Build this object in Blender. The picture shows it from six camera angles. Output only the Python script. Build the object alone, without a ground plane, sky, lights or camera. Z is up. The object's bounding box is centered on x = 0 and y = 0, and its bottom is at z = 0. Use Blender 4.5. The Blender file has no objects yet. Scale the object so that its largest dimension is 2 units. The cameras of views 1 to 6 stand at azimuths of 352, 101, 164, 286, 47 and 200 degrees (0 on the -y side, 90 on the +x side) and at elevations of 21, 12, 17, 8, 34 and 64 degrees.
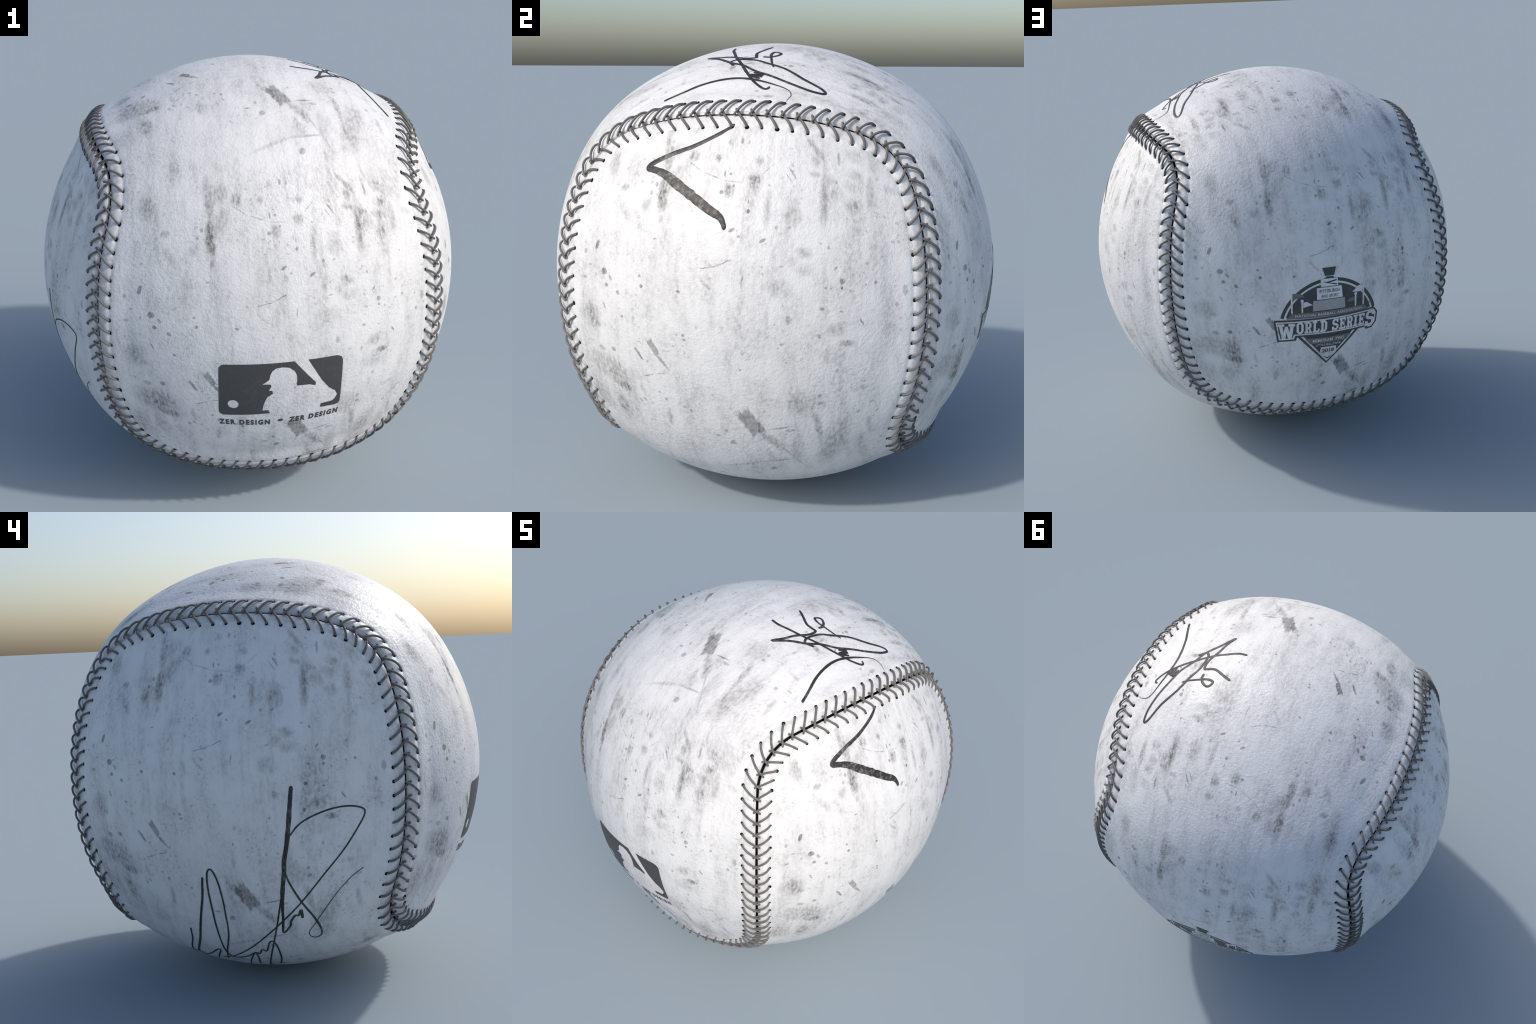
"""Worn, autographed leather baseball: two figure-eight leather panels on a
slightly boxy ball, raised seam lips, 168 V stitches, printed marks and ink."""
import math
import random

import bmesh
import bpy
import numpy as np
from mathutils import Vector, kdtree

random.seed(7)
rng = np.random.default_rng(7)
CENTRE = np.array([0.0, 0.0, 1.0])

# ------------------------------------------------------------------ shape
BULGE, BULGE_POWER = 0.0158, 2.8      # extra radius at the cube edges
LIP_HEIGHT = 0.0040                    # raised leather either side of the seam
GAP = 0.0058                          # half width of the open seam
# where a thread enters the leather: (sideways, ahead of the crossing)
HOLE = {-1: (0.0645, 0.0500), 1: (0.0590, 0.0410)}
HOLE_SIDE = 0.062
SWELL, SWELL_CORNER = 0.0138, 0.003    # broad rise of the ball along the seam
STITCH_TOTAL = 173
THREAD = 0.0049


def unit(v):
    v = np.asarray(v, float)
    return v / np.linalg.norm(v, axis=-1, keepdims=True)


def ball_radius(d):
    """radius of the bare ball in unit direction d: 1 at the face centres,
    a little more towards the edges and corners of the enclosing cube"""
    return 1 + BULGE * ((1 - (d ** 4).sum(-1)) / 0.5) ** BULGE_POWER


# the six cube faces: right, up and outward axes as seen from outside
FACES = {
    "+x": ((0, 1, 0), (0, 0, 1), (1, 0, 0)),
    "-x": ((0, -1, 0), (0, 0, 1), (-1, 0, 0)),
    "+y": ((-1, 0, 0), (0, 0, 1), (0, 1, 0)),
    "-y": ((1, 0, 0), (0, 0, 1), (0, -1, 0)),
    "+z": ((1, 0, 0), (0, 1, 0), (0, 0, 1)),
    "-z": ((1, 0, 0), (0, -1, 0), (0, 0, -1)),
}


def face_direction(face, uv):
    """(right, up) in degrees from the middle of a face -> unit direction"""
    a, b, c = (np.array(k, float) for k in FACES[face])
    t = np.tan(np.radians(np.asarray(uv, float)))
    return unit(t[..., 0:1] * a + t[..., 1:2] * b + c)


# ------------------------------------------------------------------ the seam
def slerp(a, b, t):
    w = math.acos(float(np.clip(a @ b, -1, 1)))
    return (np.sin((1 - t) * w)[:, None] * a + np.sin(t * w)[:, None] * b) / math.sin(w)


def build_seam(count=8400, fillet=0.152):
    """closed seam: eight cube edges pushed onto the ball, corners rounded"""
    corners = unit([(1, -1, -1), (1, -1, 1), (1, 1, 1), (1, 1, -1),
                    (-1, 1, -1), (-1, 1, 1), (-1, -1, 1), (-1, -1, -1)])
    path = []
    t = np.linspace(0, 1, 600)
    for i in range(8):
        a, b, c = corners[i], corners[(i + 1) % 8], corners[(i + 2) % 8]
        path.append(slerp(a, b, np.linspace(fillet, 1 - fillet, 1500)))
        p, q = slerp(a, b, np.array([1 - fillet]))[0], slerp(b, c, np.array([fillet]))[0]
        path.append(unit((1 - t)[:, None] ** 2 * p + (2 * t * (1 - t))[:, None] * b + t[:, None] ** 2 * q))
    path = np.concatenate(path)
    path = np.concatenate([path, path[:1]])
    s = np.concatenate([[0], np.cumsum(np.linalg.norm(np.diff(path, axis=0), axis=1))])
    even = np.linspace(0, s[-1], count, endpoint=False)
    pts = unit(np.stack([np.interp(even, s, path[:, k]) for k in range(3)], -1))
    tangent = unit(np.roll(pts, -1, 0) - np.roll(pts, 1, 0))
    side = unit(np.cross(tangent, pts))
    return pts, tangent, side, s[-1]


SEAM, SEAM_T, SEAM_S, SEAM_LENGTH = build_seam()
SEAM_TREE = kdtree.KDTree(len(SEAM))
for i, p in enumerate(SEAM):
    SEAM_TREE.insert(p, i)
SEAM_TREE.balance()


def seam_point(index, ahead, lateral):
    """unit direction at a place beside the seam, lengths in metres"""
    k = (index + ahead / SEAM_LENGTH * len(SEAM)) % len(SEAM)
    k = int(round(k)) % len(SEAM)
    return unit(SEAM[k] + SEAM_S[k] * lateral), k


STITCH_INDEX = [(i + 0.30) * len(SEAM) / STITCH_TOTAL for i in range(STITCH_TOTAL)]
HOLES = np.array([seam_point(i, HOLE[s][1], s * HOLE[s][0])[0] for i in STITCH_INDEX for s in (-1, 1)])
HOLE_TREE = kdtree.KDTree(len(HOLES))
for i, p in enumerate(HOLES):
    HOLE_TREE.insert(p, i)
HOLE_TREE.balance()


def smooth(a, b, x):
    t = np.clip((x - a) / (b - a), 0, 1)
    return t * t * (3 - 2 * t)


def corner_share(d):
    """0 in the middle of a seam edge, 1 at a cube corner"""
    return smooth(0.35, 0.95, np.min(np.abs(d), axis=-1) * math.sqrt(3))


def swell(d, across):
    """the leather climbs towards the seam, most in the middle of an edge"""
    c = corner_share(d)
    low = 0.0055 * smooth(0.45, 0.62, -d[..., 2])  # the underside seam stands a little prouder
    return (SWELL * (1 - c) + SWELL_CORNER * c + low) * (1 - smooth(0.050, 0.165, across))


def lip_profile(d):
    """height of the leather at distance d from the seam line: a soft roll
    on either side, an open gap in the middle, a dip at the needle holes"""
    roll = LIP_HEIGHT * np.sin(math.pi * np.clip(d / 0.067, 0, 1)) ** 0.75
    wall = -0.065 * (1 - smooth(GAP - 0.0022, GAP + 0.0006, d))
    wall -= 0.0075 * np.exp(-(d / 0.0125) ** 2)
    valley = -0.0015 * np.exp(-((d - HOLE_SIDE - 0.004) / 0.010) ** 2)
    return roll + wall + valley


# ------------------------------------------------------------------ helpers
ball = bpy.data.objects.new("baseball", None)
ball.empty_display_size = 0.3
ball["label"] = "scuffed white leather baseball with grey stitching and ink autographs"
ball["category"] = "baseball"
bpy.context.scene.collection.objects.link(ball)


def add_object(name, mesh, material, parent=None):
    ob = bpy.data.objects.new(name, mesh)
    bpy.context.scene.collection.objects.link(ob)
    ob.parent = parent or ball
    if material:
        mesh.materials.clear()
        mesh.materials.append(material)
    return ob


def mesh_from(name, verts, faces, smooth_shading=True):
    me = bpy.data.meshes.new(name)
    verts = np.asarray(verts, float)
    faces = np.asarray(faces, np.int32)
    n, k = faces.shape
    me.vertices.add(len(verts))
    me.vertices.foreach_set("co", verts.ravel())
    me.loops.add(n * k)
    me.loops.foreach_set("vertex_index", faces.ravel())
    me.polygons.add(n)
    me.polygons.foreach_set("loop_start", np.arange(0, n * k, k, dtype=np.int32))
    me.polygons.foreach_set("use_smooth", np.full(n, smooth_shading))
    me.update(calc_edges=True)
    me.validate()
    return me


# ------------------------------------------------------------------ materials
class Nodes:
    """tiny helper to wire shader nodes"""

    def __init__(self, tree):
        self.tree = tree

    def new(self, kind, inputs=(), **props):
        n = self.tree.nodes.new(kind)
        for k, v in props.items():
            setattr(n, k, v)
        for k, v in dict(inputs).items():
            if isinstance(v, bpy.types.NodeSocket):
                self.tree.links.new(v, n.inputs[k])
            else:
                n.inputs[k].default_value = v
        return n

    def math(self, op, a, b=0.0, c=0.0):
        return self.new("ShaderNodeMath", {0: a, 1: b, 2: c}, operation=op).outputs[0]

    def ramp(self, x, lo, hi, to_lo=0.0, to_hi=1.0):
        return self.new("ShaderNodeMapRange", {0: x, 1: lo, 2: hi, 3: to_lo, 4: to_hi},
                        interpolation_type="SMOOTHSTEP").outputs[0]

    def noise(self, vec, scale, detail=3.0, rough=0.55, dims="3D"):
        return self.new("ShaderNodeTexNoise", {"Vector": vec, "Scale": scale, "Detail": detail, "Roughness": rough},
                        noise_dimensions=dims)


# Scuffs and dirt of one face, placed in degrees from the middle of the face.
# The same wear repeats on all six faces of the ball.
HARD, SOFT = [], []


def scratch(u, v, length, width, turn, dark):
    HARD.append((u, v, length / 2, width / 2, turn, dark, False))


def streak(u, v, length, width, turn, dark):
    SOFT.append((u, v, length * 0.64, width * 0.72, turn, dark, False))


def spot(u, v, wide, tall, dark):
    HARD.append((u, v, wide / 2, tall / 2, 0, dark, False))


def smudge(u, v, wide, tall, dark):
    SOFT.append((u, v, wide * 0.68, tall * 0.72, 0, dark, False))


def patch(u, v, length, width, turn, dark):
    HARD.append((u, v, length / 2, width / 2, turn, dark, True))


scratch(-9.8, 32.8, length=6.0, width=0.26, turn=-31, dark=0.30)
scratch(-4.3, 30.3, length=6.3, width=0.24, turn=-19, dark=0.30)
scratch(0.8, 29.2, length=4.6, width=0.24, turn=-4, dark=0.30)
scratch(-33.3, 15.0, length=2.7, width=1.14, turn=-101, dark=0.50)
scratch(-3.5, 10.9, length=4.0, width=0.25, turn=12, dark=0.40)
scratch(0.1, 12.1, length=3.9, width=0.25, turn=25, dark=0.38)
scratch(1.4, 18.9, length=1.7, width=0.69, turn=-144, dark=0.45)
scratch(4.0, 8.4, length=2.8, width=0.35, turn=-98, dark=0.35)
scratch(-1.3, 30.9, length=1.6, width=0.56, turn=-85, dark=0.45)
scratch(4.8, 25.0, length=1.2, width=0.42, turn=-89, dark=0.40)
scratch(-28.2, 6.8, length=1.7, width=0.78, turn=-65, dark=0.35)
scratch(26.7, 36.7, length=3.5, width=0.85, turn=-98, dark=0.32)
scratch(14.2, 30.8, length=2.7, width=0.29, turn=-56, dark=0.35)
scratch(15.2, 31.8, length=3.1, width=0.47, turn=-58, dark=0.42)
scratch(9.3, 32.4, length=4.4, width=0.25, turn=40, dark=0.28)
scratch(8.2, 17.0, length=1.8, width=0.75, turn=-147, dark=0.48)
scratch(23.8, 11.9, length=1.5, width=0.44, turn=-119, dark=0.42)
patch(-16.7, -8.4, length=4.3, width=1.7, turn=-60, dark=0.48)
scratch(-15.1, -11.2, length=4.4, width=0.94, turn=-49, dark=0.38)
scratch(-13.6, -13.0, length=1.9, width=0.36, turn=-57, dark=0.30)
scratch(-20.9, -11.0, length=3.7, width=0.88, turn=-56, dark=0.50)
scratch(-19.4, -16.3, length=4.8, width=0.29, turn=24, dark=0.40)
scratch(-15.2, -14.7, length=4.5, width=0.29, turn=17, dark=0.38)
scratch(-13.6, -8.7, length=2.0, width=0.23, turn=8, dark=0.30)
scratch(-30.2, -0.6, length=1.9, width=0.52, turn=-59, dark=0.42)
scratch(-27.7, -16.2, length=2.1, width=0.68, turn=-83, dark=0.40)
scratch(-9.3, -26.0, length=1.7, width=0.49, turn=-67, dark=0.32)
scratch(11.8, -27.5, length=4.0, width=0.30, turn=5, dark=0.33)
scratch(29.5, -0.8, length=2.0, width=0.51, turn=-61, dark=0.48)
scratch(26.5, -28.2, length=1.6, width=0.37, turn=-2, dark=0.30)
patch(5.3, -25.7, length=8.6, width=4.0, turn=-59, dark=0.50)
scratch(14.8, -36.2, length=21.3, width=0.55, turn=-52, dark=0.25)
scratch(12.7, -39.8, length=9.1, width=0.80, turn=7, dark=0.28)
scratch(12.4, -27.4, length=5.3, width=0.45, turn=7, dark=0.40)
streak(-17.5, 35.5, length=8.9, width=1.82, turn=-76, dark=0.40)
streak(-16.3, 26.6, length=7.9, width=1.95, turn=-85, dark=0.50)
streak(-14.3, 29.8, length=7.7, width=3.41, turn=-120, dark=0.25)
streak(-34.3, 35.6, length=6.8, width=2.65, turn=-67, dark=0.30)
streak(-26.2, 23.2, length=5.0, width=1.57, turn=-56, dark=0.25)
streak(-4.1, 7.6, length=3.0, width=0.57, turn=-47, dark=0.20)
streak(21.3, 37.9, length=5.1, width=1.36, turn=-51, dark=0.30)
streak(22.2, 27.3, length=11.3, width=1.66, turn=-97, dark=0.42)
streak(22.4, 28.1, length=4.4, width=1.08, turn=-96, dark=0.20)
streak(35.6, 38.4, length=6.9, width=2.99, turn=-103, dark=0.22)
streak(33.1, 30.1, length=6.6, width=1.71, turn=-101, dark=0.30)
streak(9.2, 23.7, length=6.3, width=1.20, turn=-96, dark=0.30)
streak(-21.8, -21.1, length=4.1, width=0.92, turn=-83, dark=0.22)
streak(-16.0, -27.1, length=4.5, width=1.06, turn=-98, dark=0.32)
streak(34.4, -30.4, length=4.0, width=1.03, turn=-72, dark=0.25)
streak(10.6, -31.7, length=7.8, width=2.03, turn=-49, dark=0.34)
streak(21.6, -27.7, length=8.5, width=1.33, turn=-73, dark=0.36)
streak(24.1, -36.4, length=12.9, width=1.16, turn=-72, dark=0.22)
streak(17.2, -35.7, length=9.0, width=2.40, turn=-78, dark=0.26)
streak(2.4, -41.9, length=13.7, width=0.79, turn=17, dark=0.22)
streak(35.0, -31.8, length=6.3, width=1.13, turn=-70, dark=0.25)
streak(10.4, -37.4, length=5.8, width=1.39, turn=-68, dark=0.22)
spot(-1.7, 26.8, wide=1.1, tall=1.0, dark=0.45)
spot(1.1, 28.2, wide=0.8, tall=0.7, dark=0.40)
spot(0.1, 30.8, wide=0.7, tall=0.7, dark=0.38)
spot(-18.6, 28.8, wide=0.9, tall=1.3, dark=0.40)
spot(-19.6, 27.0, wide=0.9, tall=1.1, dark=0.34)
spot(-30.3, 8.3, wide=1.9, tall=1.8, dark=0.50)
spot(-29.4, 4.9, wide=1.3, tall=1.1, dark=0.48)
spot(-19.3, 5.8, wide=1.0, tall=1.0, dark=0.48)
spot(-19.8, 8.1, wide=0.8, tall=0.8, dark=0.40)
spot(-9.9, 5.4, wide=1.0, tall=0.6, dark=0.40)
spot(3.0, 17.6, wide=0.7, tall=0.6, dark=0.44)
spot(-16.6, 16.6, wide=0.9, tall=0.5, dark=0.35)
spot(-8.2, 22.7, wide=0.5, tall=0.6, dark=0.30)
spot(-37.2, 13.3, wide=0.9, tall=1.5, dark=0.34)
spot(-35.3, 9.7, wide=1.2, tall=0.6, dark=0.30)
spot(-33.0, 7.3, wide=0.7, tall=1.1, dark=0.28)
spot(-36.9, 6.1, wide=1.4, tall=1.0, dark=0.30)
spot(2.2, 38.3, wide=0.9, tall=1.4, dark=0.32)
spot(4.1, 38.0, wide=0.8, tall=1.1, dark=0.26)
spot(4.9, 23.0, wide=0.8, tall=1.1, dark=0.38)
spot(25.3, 31.2, wide=0.9, tall=1.0, dark=0.32)
spot(15.2, 33.7, wide=0.9, tall=1.0, dark=0.28)
spot(25.1, 9.0, wide=1.4, tall=1.4, dark=0.42)
spot(25.0, 7.5, wide=0.7, tall=0.7, dark=0.42)
spot(26.8, 6.8, wide=0.5, tall=0.7, dark=0.30)
spot(21.6, 7.5, wide=0.7, tall=0.7, dark=0.34)
spot(30.7, 13.4, wide=0.7, tall=0.8, dark=0.34)
spot(32.5, 8.9, wide=0.7, tall=1.0, dark=0.38)
spot(30.3, 8.4, wide=0.6, tall=0.7, dark=0.34)
spot(33.1, 21.1, wide=0.6, tall=0.7, dark=0.30)
spot(22.4, 16.4, wide=0.6, tall=0.7, dark=0.34)
spot(20.7, 17.2, wide=1.0, tall=0.6, dark=0.28)
spot(12.3, 11.8, wide=1.0, tall=0.4, dark=0.34)
spot(39.2, 6.8, wide=1.3, tall=3.1, dark=0.33)
spot(11.4, 7.1, wide=0.8, tall=0.7, dark=0.28)
spot(11.2, 19.9, wide=0.8, tall=0.9, dark=0.28)
spot(14.0, 20.1, wide=1.0, tall=0.8, dark=0.28)
spot(9.6, 28.8, wide=0.8, tall=0.6, dark=0.28)
spot(-18.8, -12.4, wide=0.8, tall=0.6, dark=0.38)
spot(-9.0, -4.2, wide=0.7, tall=0.6, dark=0.44)
spot(-8.8, -5.2, wide=0.8, tall=0.7, dark=0.40)
spot(-10.7, -4.3, wide=1.1, tall=0.4, dark=0.24)
spot(-24.8, -2.3, wide=0.8, tall=0.8, dark=0.40)
spot(-25.8, 3.4, wide=1.1, tall=1.2, dark=0.44)
spot(-32.7, -13.1, wide=2.5, tall=1.7, dark=0.32)
spot(-28.6, -12.0, wide=1.4, tall=1.4, dark=0.38)
spot(-26.9, -18.1, wide=1.5, tall=1.3, dark=0.34)
spot(-15.6, -21.9, wide=0.9, tall=1.1, dark=0.34)
spot(-22.1, -24.0, wide=1.1, tall=1.1, dark=0.30)
spot(-23.5, -24.9, wide=0.9, tall=1.2, dark=0.30)
spot(-17.0, -20.3, wide=1.0, tall=0.6, dark=0.34)
spot(-10.9, -23.0, wide=0.9, tall=0.9, dark=0.34)
spot(-9.4, -23.8, wide=1.0, tall=0.9, dark=0.34)
spot(3.5, -11.2, wide=0.6, tall=0.7, dark=0.34)
spot(20.7, 2.8, wide=1.4, tall=0.7, dark=0.34)
spot(24.9, 2.0, wide=0.9, tall=0.5, dark=0.34)
spot(12.3, -5.1, wide=0.6, tall=0.7, dark=0.38)
spot(11.7, -5.9, wide=0.5, tall=0.5, dark=0.34)
spot(20.3, -3.6, wide=0.8, tall=1.1, dark=0.32)
spot(24.5, -12.6, wide=0.9, tall=1.2, dark=0.28)
spot(21.1, -18.9, wide=1.2, tall=1.2, dark=0.38)
spot(21.5, -20.9, wide=1.1, tall=1.2, dark=0.42)
spot(33.8, -23.6, wide=1.6, tall=0.9, dark=0.32)
spot(35.8, -27.1, wide=0.7, tall=0.7, dark=0.30)
spot(37.3, 3.2, wide=0.8, tall=1.5, dark=0.34)
spot(28.2, -25.3, wide=0.7, tall=0.7, dark=0.28)
spot(25.4, -0.6, wide=0.6, tall=1.0, dark=0.28)
spot(13.4, -9.4, wide=0.5, tall=0.6, dark=0.30)
spot(11.1, -44.1, wide=2.4, tall=1.9, dark=0.34)
spot(14.9, -28.4, wide=2.8, tall=1.0, dark=0.28)
spot(0.2, -32.5, wide=1.9, tall=1.8, dark=0.38)
spot(-1.1, -28.6, wide=1.0, tall=1.3, dark=0.34)
spot(-3.5, -30.5, wide=1.8, tall=0.6, dark=0.34)
spot(8.6, -22.1, wide=0.7, tall=0.7, dark=0.30)
spot(0.7, -21.5, wide=0.6, tall=0.9, dark=0.28)
spot(30.9, -25.7, wide=1.1, tall=1.3, dark=0.26)
smudge(-15.5, 36.2, wide=4.6, tall=4.0, dark=0.26)
smudge(-10.2, 34.8, wide=2.4, tall=2.2, dark=0.34)
smudge(0.0, 27.3, wide=2.0, tall=2.3, dark=0.42)
smudge(-27.9, 28.8, wide=1.9, tall=1.3, dark=0.30)
smudge(-20.3, 24.2, wide=2.2, tall=2.6, dark=0.22)
smudge(1.5, 16.4, wide=1.0, tall=1.1, dark=0.20)
smudge(-15.8, 20.8, wide=1.0, tall=1.3, dark=0.25)
smudge(-0.7, 38.0, wide=1.1, tall=1.4, dark=0.24)
smudge(-3.6, 34.4, wide=1.4, tall=1.3, dark=0.24)
smudge(7.0, 34.1, wide=1.5, tall=1.7, dark=0.24)
smudge(23.5, 31.4, wide=2.5, tall=2.0, dark=0.32)
smudge(30.8, 38.2, wide=3.7, tall=2.6, dark=0.20)
smudge(29.9, 33.6, wide=2.6, tall=2.1, dark=0.25)
smudge(25.0, 28.7, wide=3.0, tall=2.8, dark=0.24)
smudge(20.5, 32.3, wide=2.5, tall=1.2, dark=0.28)
smudge(20.8, 35.2, wide=2.3, tall=1.8, dark=0.20)
smudge(28.4, 30.6, wide=2.8, tall=2.3, dark=0.20)
smudge(28.4, 26.2, wide=3.0, tall=2.3, dark=0.24)
smudge(38.3, 31.9, wide=2.5, tall=1.6, dark=0.22)
smudge(14.8, 25.7, wide=2.4, tall=1.6, dark=0.28)
smudge(14.8, 23.1, wide=3.1, tall=3.4, dark=0.28)
smudge(6.1, 29.6, wide=2.4, tall=1.9, dark=0.45)
smudge(16.9, 15.0, wide=2.7, tall=1.8, dark=0.34)
smudge(14.6, 13.0, wide=1.7, tall=2.0, dark=0.22)
smudge(17.1, 11.4, wide=3.2, tall=2.0, dark=0.20)
smudge(12.1, 7.3, wide=3.7, tall=2.7, dark=0.18)
smudge(-35.0, -4.5, wide=4.6, tall=5.2, dark=0.30)
smudge(-33.0, -6.2, wide=1.9, tall=1.4, dark=0.34)
smudge(-31.8, -18.3, wide=9.3, tall=6.1, dark=0.30)
smudge(-29.7, -20.3, wide=7.3, tall=3.7, dark=0.30)
smudge(-28.0, -22.1, wide=4.7, tall=2.1, dark=0.42)
smudge(-31.0, -29.1, wide=3.4, tall=6.4, dark=0.25)
smudge(-38.0, -30.3, wide=5.9, tall=7.6, dark=0.18)
smudge(13.8, 0.4, wide=1.1, tall=1.2, dark=0.38)
smudge(23.9, -2.1, wide=3.0, tall=2.4, dark=0.30)
smudge(26.3, -5.8, wide=3.0, tall=1.4, dark=0.38)
smudge(23.9, -15.5, wide=0.6, tall=2.4, dark=0.20)
smudge(18.9, -20.7, wide=4.8, tall=4.3, dark=0.20)
smudge(30.4, -18.6, wide=3.1, tall=1.0, dark=0.18)
smudge(26.3, -36.1, wide=5.1, tall=12.5, dark=0.30)
smudge(28.2, -29.3, wide=2.5, tall=4.5, dark=0.20)
smudge(17.2, -20.0, wide=4.5, tall=4.9, dark=0.20)
smudge(23.9, -8.4, wide=4.5, tall=3.2, dark=0.16)


CUTS = (-15.0, 15.0)


def cell_of(u, v):
    """each face is nine fields; a field's material holds only its own marks"""
    return int(np.searchsorted(CUTS, u)) + 3 * int(np.searchsorted(CUTS, v))


def marks_in(marks, box, margin):
    chosen = []
    for m in marks:
        c, s = abs(math.cos(math.radians(m[4]))), abs(math.sin(math.radians(m[4])))
        ru = margin * (m[2] * c + m[3] * s) + 1.0
        rv = margin * (m[2] * s + m[3] * c) + 1.0
        if box[0] - ru < m[0] < box[1] + ru and box[2] - rv < m[1] < box[3] + rv:
            chosen.append(m)
    return chosen


def add_dirt(N, obj, box):
    """Object coordinates -> how dirty the leather is (0..1) inside a field"""
    p = N.new("ShaderNodeVectorMath", {0: obj, 1: (0, 0, -1)}, operation="ADD").outputs[0]
    xyz = N.new("ShaderNodeSeparateXYZ", {0: p})
    x, y, z = xyz.outputs
    ax, ay, az = (N.math("ABSOLUTE", k) for k in (x, y, z))
    on_z = N.math("GREATER_THAN", az, N.math("MAXIMUM", ax, ay))
    on_x = N.math("MULTIPLY", N.math("GREATER_THAN", ax, ay), N.math("SUBTRACT", 1.0, on_z))
    on_y = N.math("SUBTRACT", N.math("SUBTRACT", 1.0, on_z), on_x)
    sx, sy, sz = (N.math("SIGN", k) for k in (x, y, z))
    w = N.math("MAXIMUM", N.math("MAXIMUM", ax, ay), az)
    u = N.math("MULTIPLY", on_x, N.math("MULTIPLY", sx, y))
    u = N.math("MULTIPLY_ADD", on_y, N.math("MULTIPLY", N.math("MULTIPLY", sy, x), -1.0), u)
    u = N.math("MULTIPLY_ADD", on_z, x, u)
    v = N.math("MULTIPLY", N.math("SUBTRACT", 1.0, on_z), z)
    v = N.math("MULTIPLY_ADD", on_z, N.math("MULTIPLY", sz, y), v)
    deg = 180 / math.pi
    u = N.math("MULTIPLY", N.math("ARCTAN2", u, w), deg)
    v = N.math("MULTIPLY", N.math("ARCTAN2", v, w), deg)
    flat = N.new("ShaderNodeCombineXYZ", {0: u, 1: v, 2: 0.0}).outputs[0]
    # ragged edges: wobble the plan before placing the marks
    wob = N.noise(flat, 1.25, 3.0, 0.75, "2D").outputs["Color"]
    wob = N.new("ShaderNodeVectorMath", {0: wob, 1: (0.5, 0.5, 0.5)}, operation="SUBTRACT").outputs[0]
    rag = N.new("ShaderNodeVectorMath", {0: wob, 1: (1.4, 1.4, 0), 2: flat}, operation="MULTIPLY_ADD").outputs[0]

    crisp = N.new("ShaderNodeVectorMath", {0: wob, 1: (0.62, 0.62, 0), 2: flat}, operation="MULTIPLY_ADD").outputs[0]

    tall = N.new("ShaderNodeMapping", {"Vector": flat, "Scale": (1.15, 0.60, 1)}).outputs[0]
    fine = N.ramp(N.noise(tall, 1.0, 5.0, 0.70, "2D").outputs[0], 0.33, 0.67)

    def place(marks, inner, outer, rag):
        total, plan = None, rag
        for i, (mu, mv, a, b, turn, dark, square) in enumerate(marks):
            if i % 6 == 5:  # keeps the shader evaluating mark after mark
                plan = N.new("ShaderNodeVectorMath", {0: total, 1: (1e-8, 1e-8, 0), 2: rag},
                             operation="MULTIPLY_ADD").outputs[0]
            m = N.new("ShaderNodeMapping", {"Vector": plan, "Location": (mu, mv, 0),
                                            "Rotation": (0, 0, math.radians(turn)), "Scale": (a, b, 1)},
                      vector_type="TEXTURE").outputs[0]
            if square:
                q = N.new("ShaderNodeSeparateXYZ", {0: m})
                d = N.math("MAXIMUM", N.math("ABSOLUTE", q.outputs[0]), N.math("ABSOLUTE", q.outputs[1]))
                d = N.math("MULTIPLY_ADD", fine, -0.13, N.math("ADD", d, 0.06))
            else:
                d = N.new("ShaderNodeVectorMath", {0: m}, operation="LENGTH").outputs["Value"]
            k = N.ramp(d, inner, outer, dark, 0.0)
            total = k if total is None else N.math("MAXIMUM", total, k)
        return total

    broad = N.noise(p, 8.0, 3.0, 0.6)
    soft = place(marks_in(SOFT, box, 1.5), 0.30, 1.38, rag)
    soft = N.math("MULTIPLY", soft if soft else 0.0, N.math("MULTIPLY_ADD", fine, 0.72, 0.66))
    hard = place(marks_in(HARD, box, 1.15), 0.72, 1.12, crisp)
    hard = N.math("MULTIPLY", hard if hard else 0.0, N.math("MULTIPLY_ADD", fine, 0.30, 0.95))
    dirt = N.math("MAXIMUM", hard, soft)
    # long streaks that follow each leather panel round the ball
    on_wrap = N.math("MAXIMUM", on_x, N.math("MULTIPLY", on_z, N.math("LESS_THAN", z, 0.0)))
    on_top = N.math("SUBTRACT", 1.0, on_wrap)
    across = N.math("ADD", N.math("MULTIPLY", on_wrap, y), N.math("MULTIPLY", on_top, x))
    along = N.math("ADD", N.math("MULTIPLY", on_wrap, x), N.math("MULTIPLY", on_top, y))
    across = N.math("MULTIPLY", across, deg)
    along = N.math("MULTIPLY", N.math("ARCTAN2", along, z), deg)
    lane = N.new("ShaderNodeCombineXYZ", {0: across, 1: along, 2: N.math("MULTIPLY", on_wrap, 30.0)}).outputs[0]
    lane = N.new("ShaderNodeVectorMath", {0: wob, 1: (1.4, 1.4, 0), 2: lane}, operation="MULTIPLY_ADD").outputs[0]
    stretched = N.new("ShaderNodeMapping", {"Vector": lane, "Scale": (0.36, 0.050, 1)}).outputs[0]
    up = N.ramp(N.noise(stretched, 1.0, 4.0, 0.6).outputs[0], 0.46, 0.72)
    up = N.math("MULTIPLY", up, N.math("MULTIPLY_ADD", fine, 0.19, 0.06))
    dirt = N.math("ADD", dirt, up)
    wide = N.new("ShaderNodeMapping", {"Vector": lane, "Location": (7, 3, 0), "Scale": (0.13, 0.030, 1)}).outputs[0]
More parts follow.
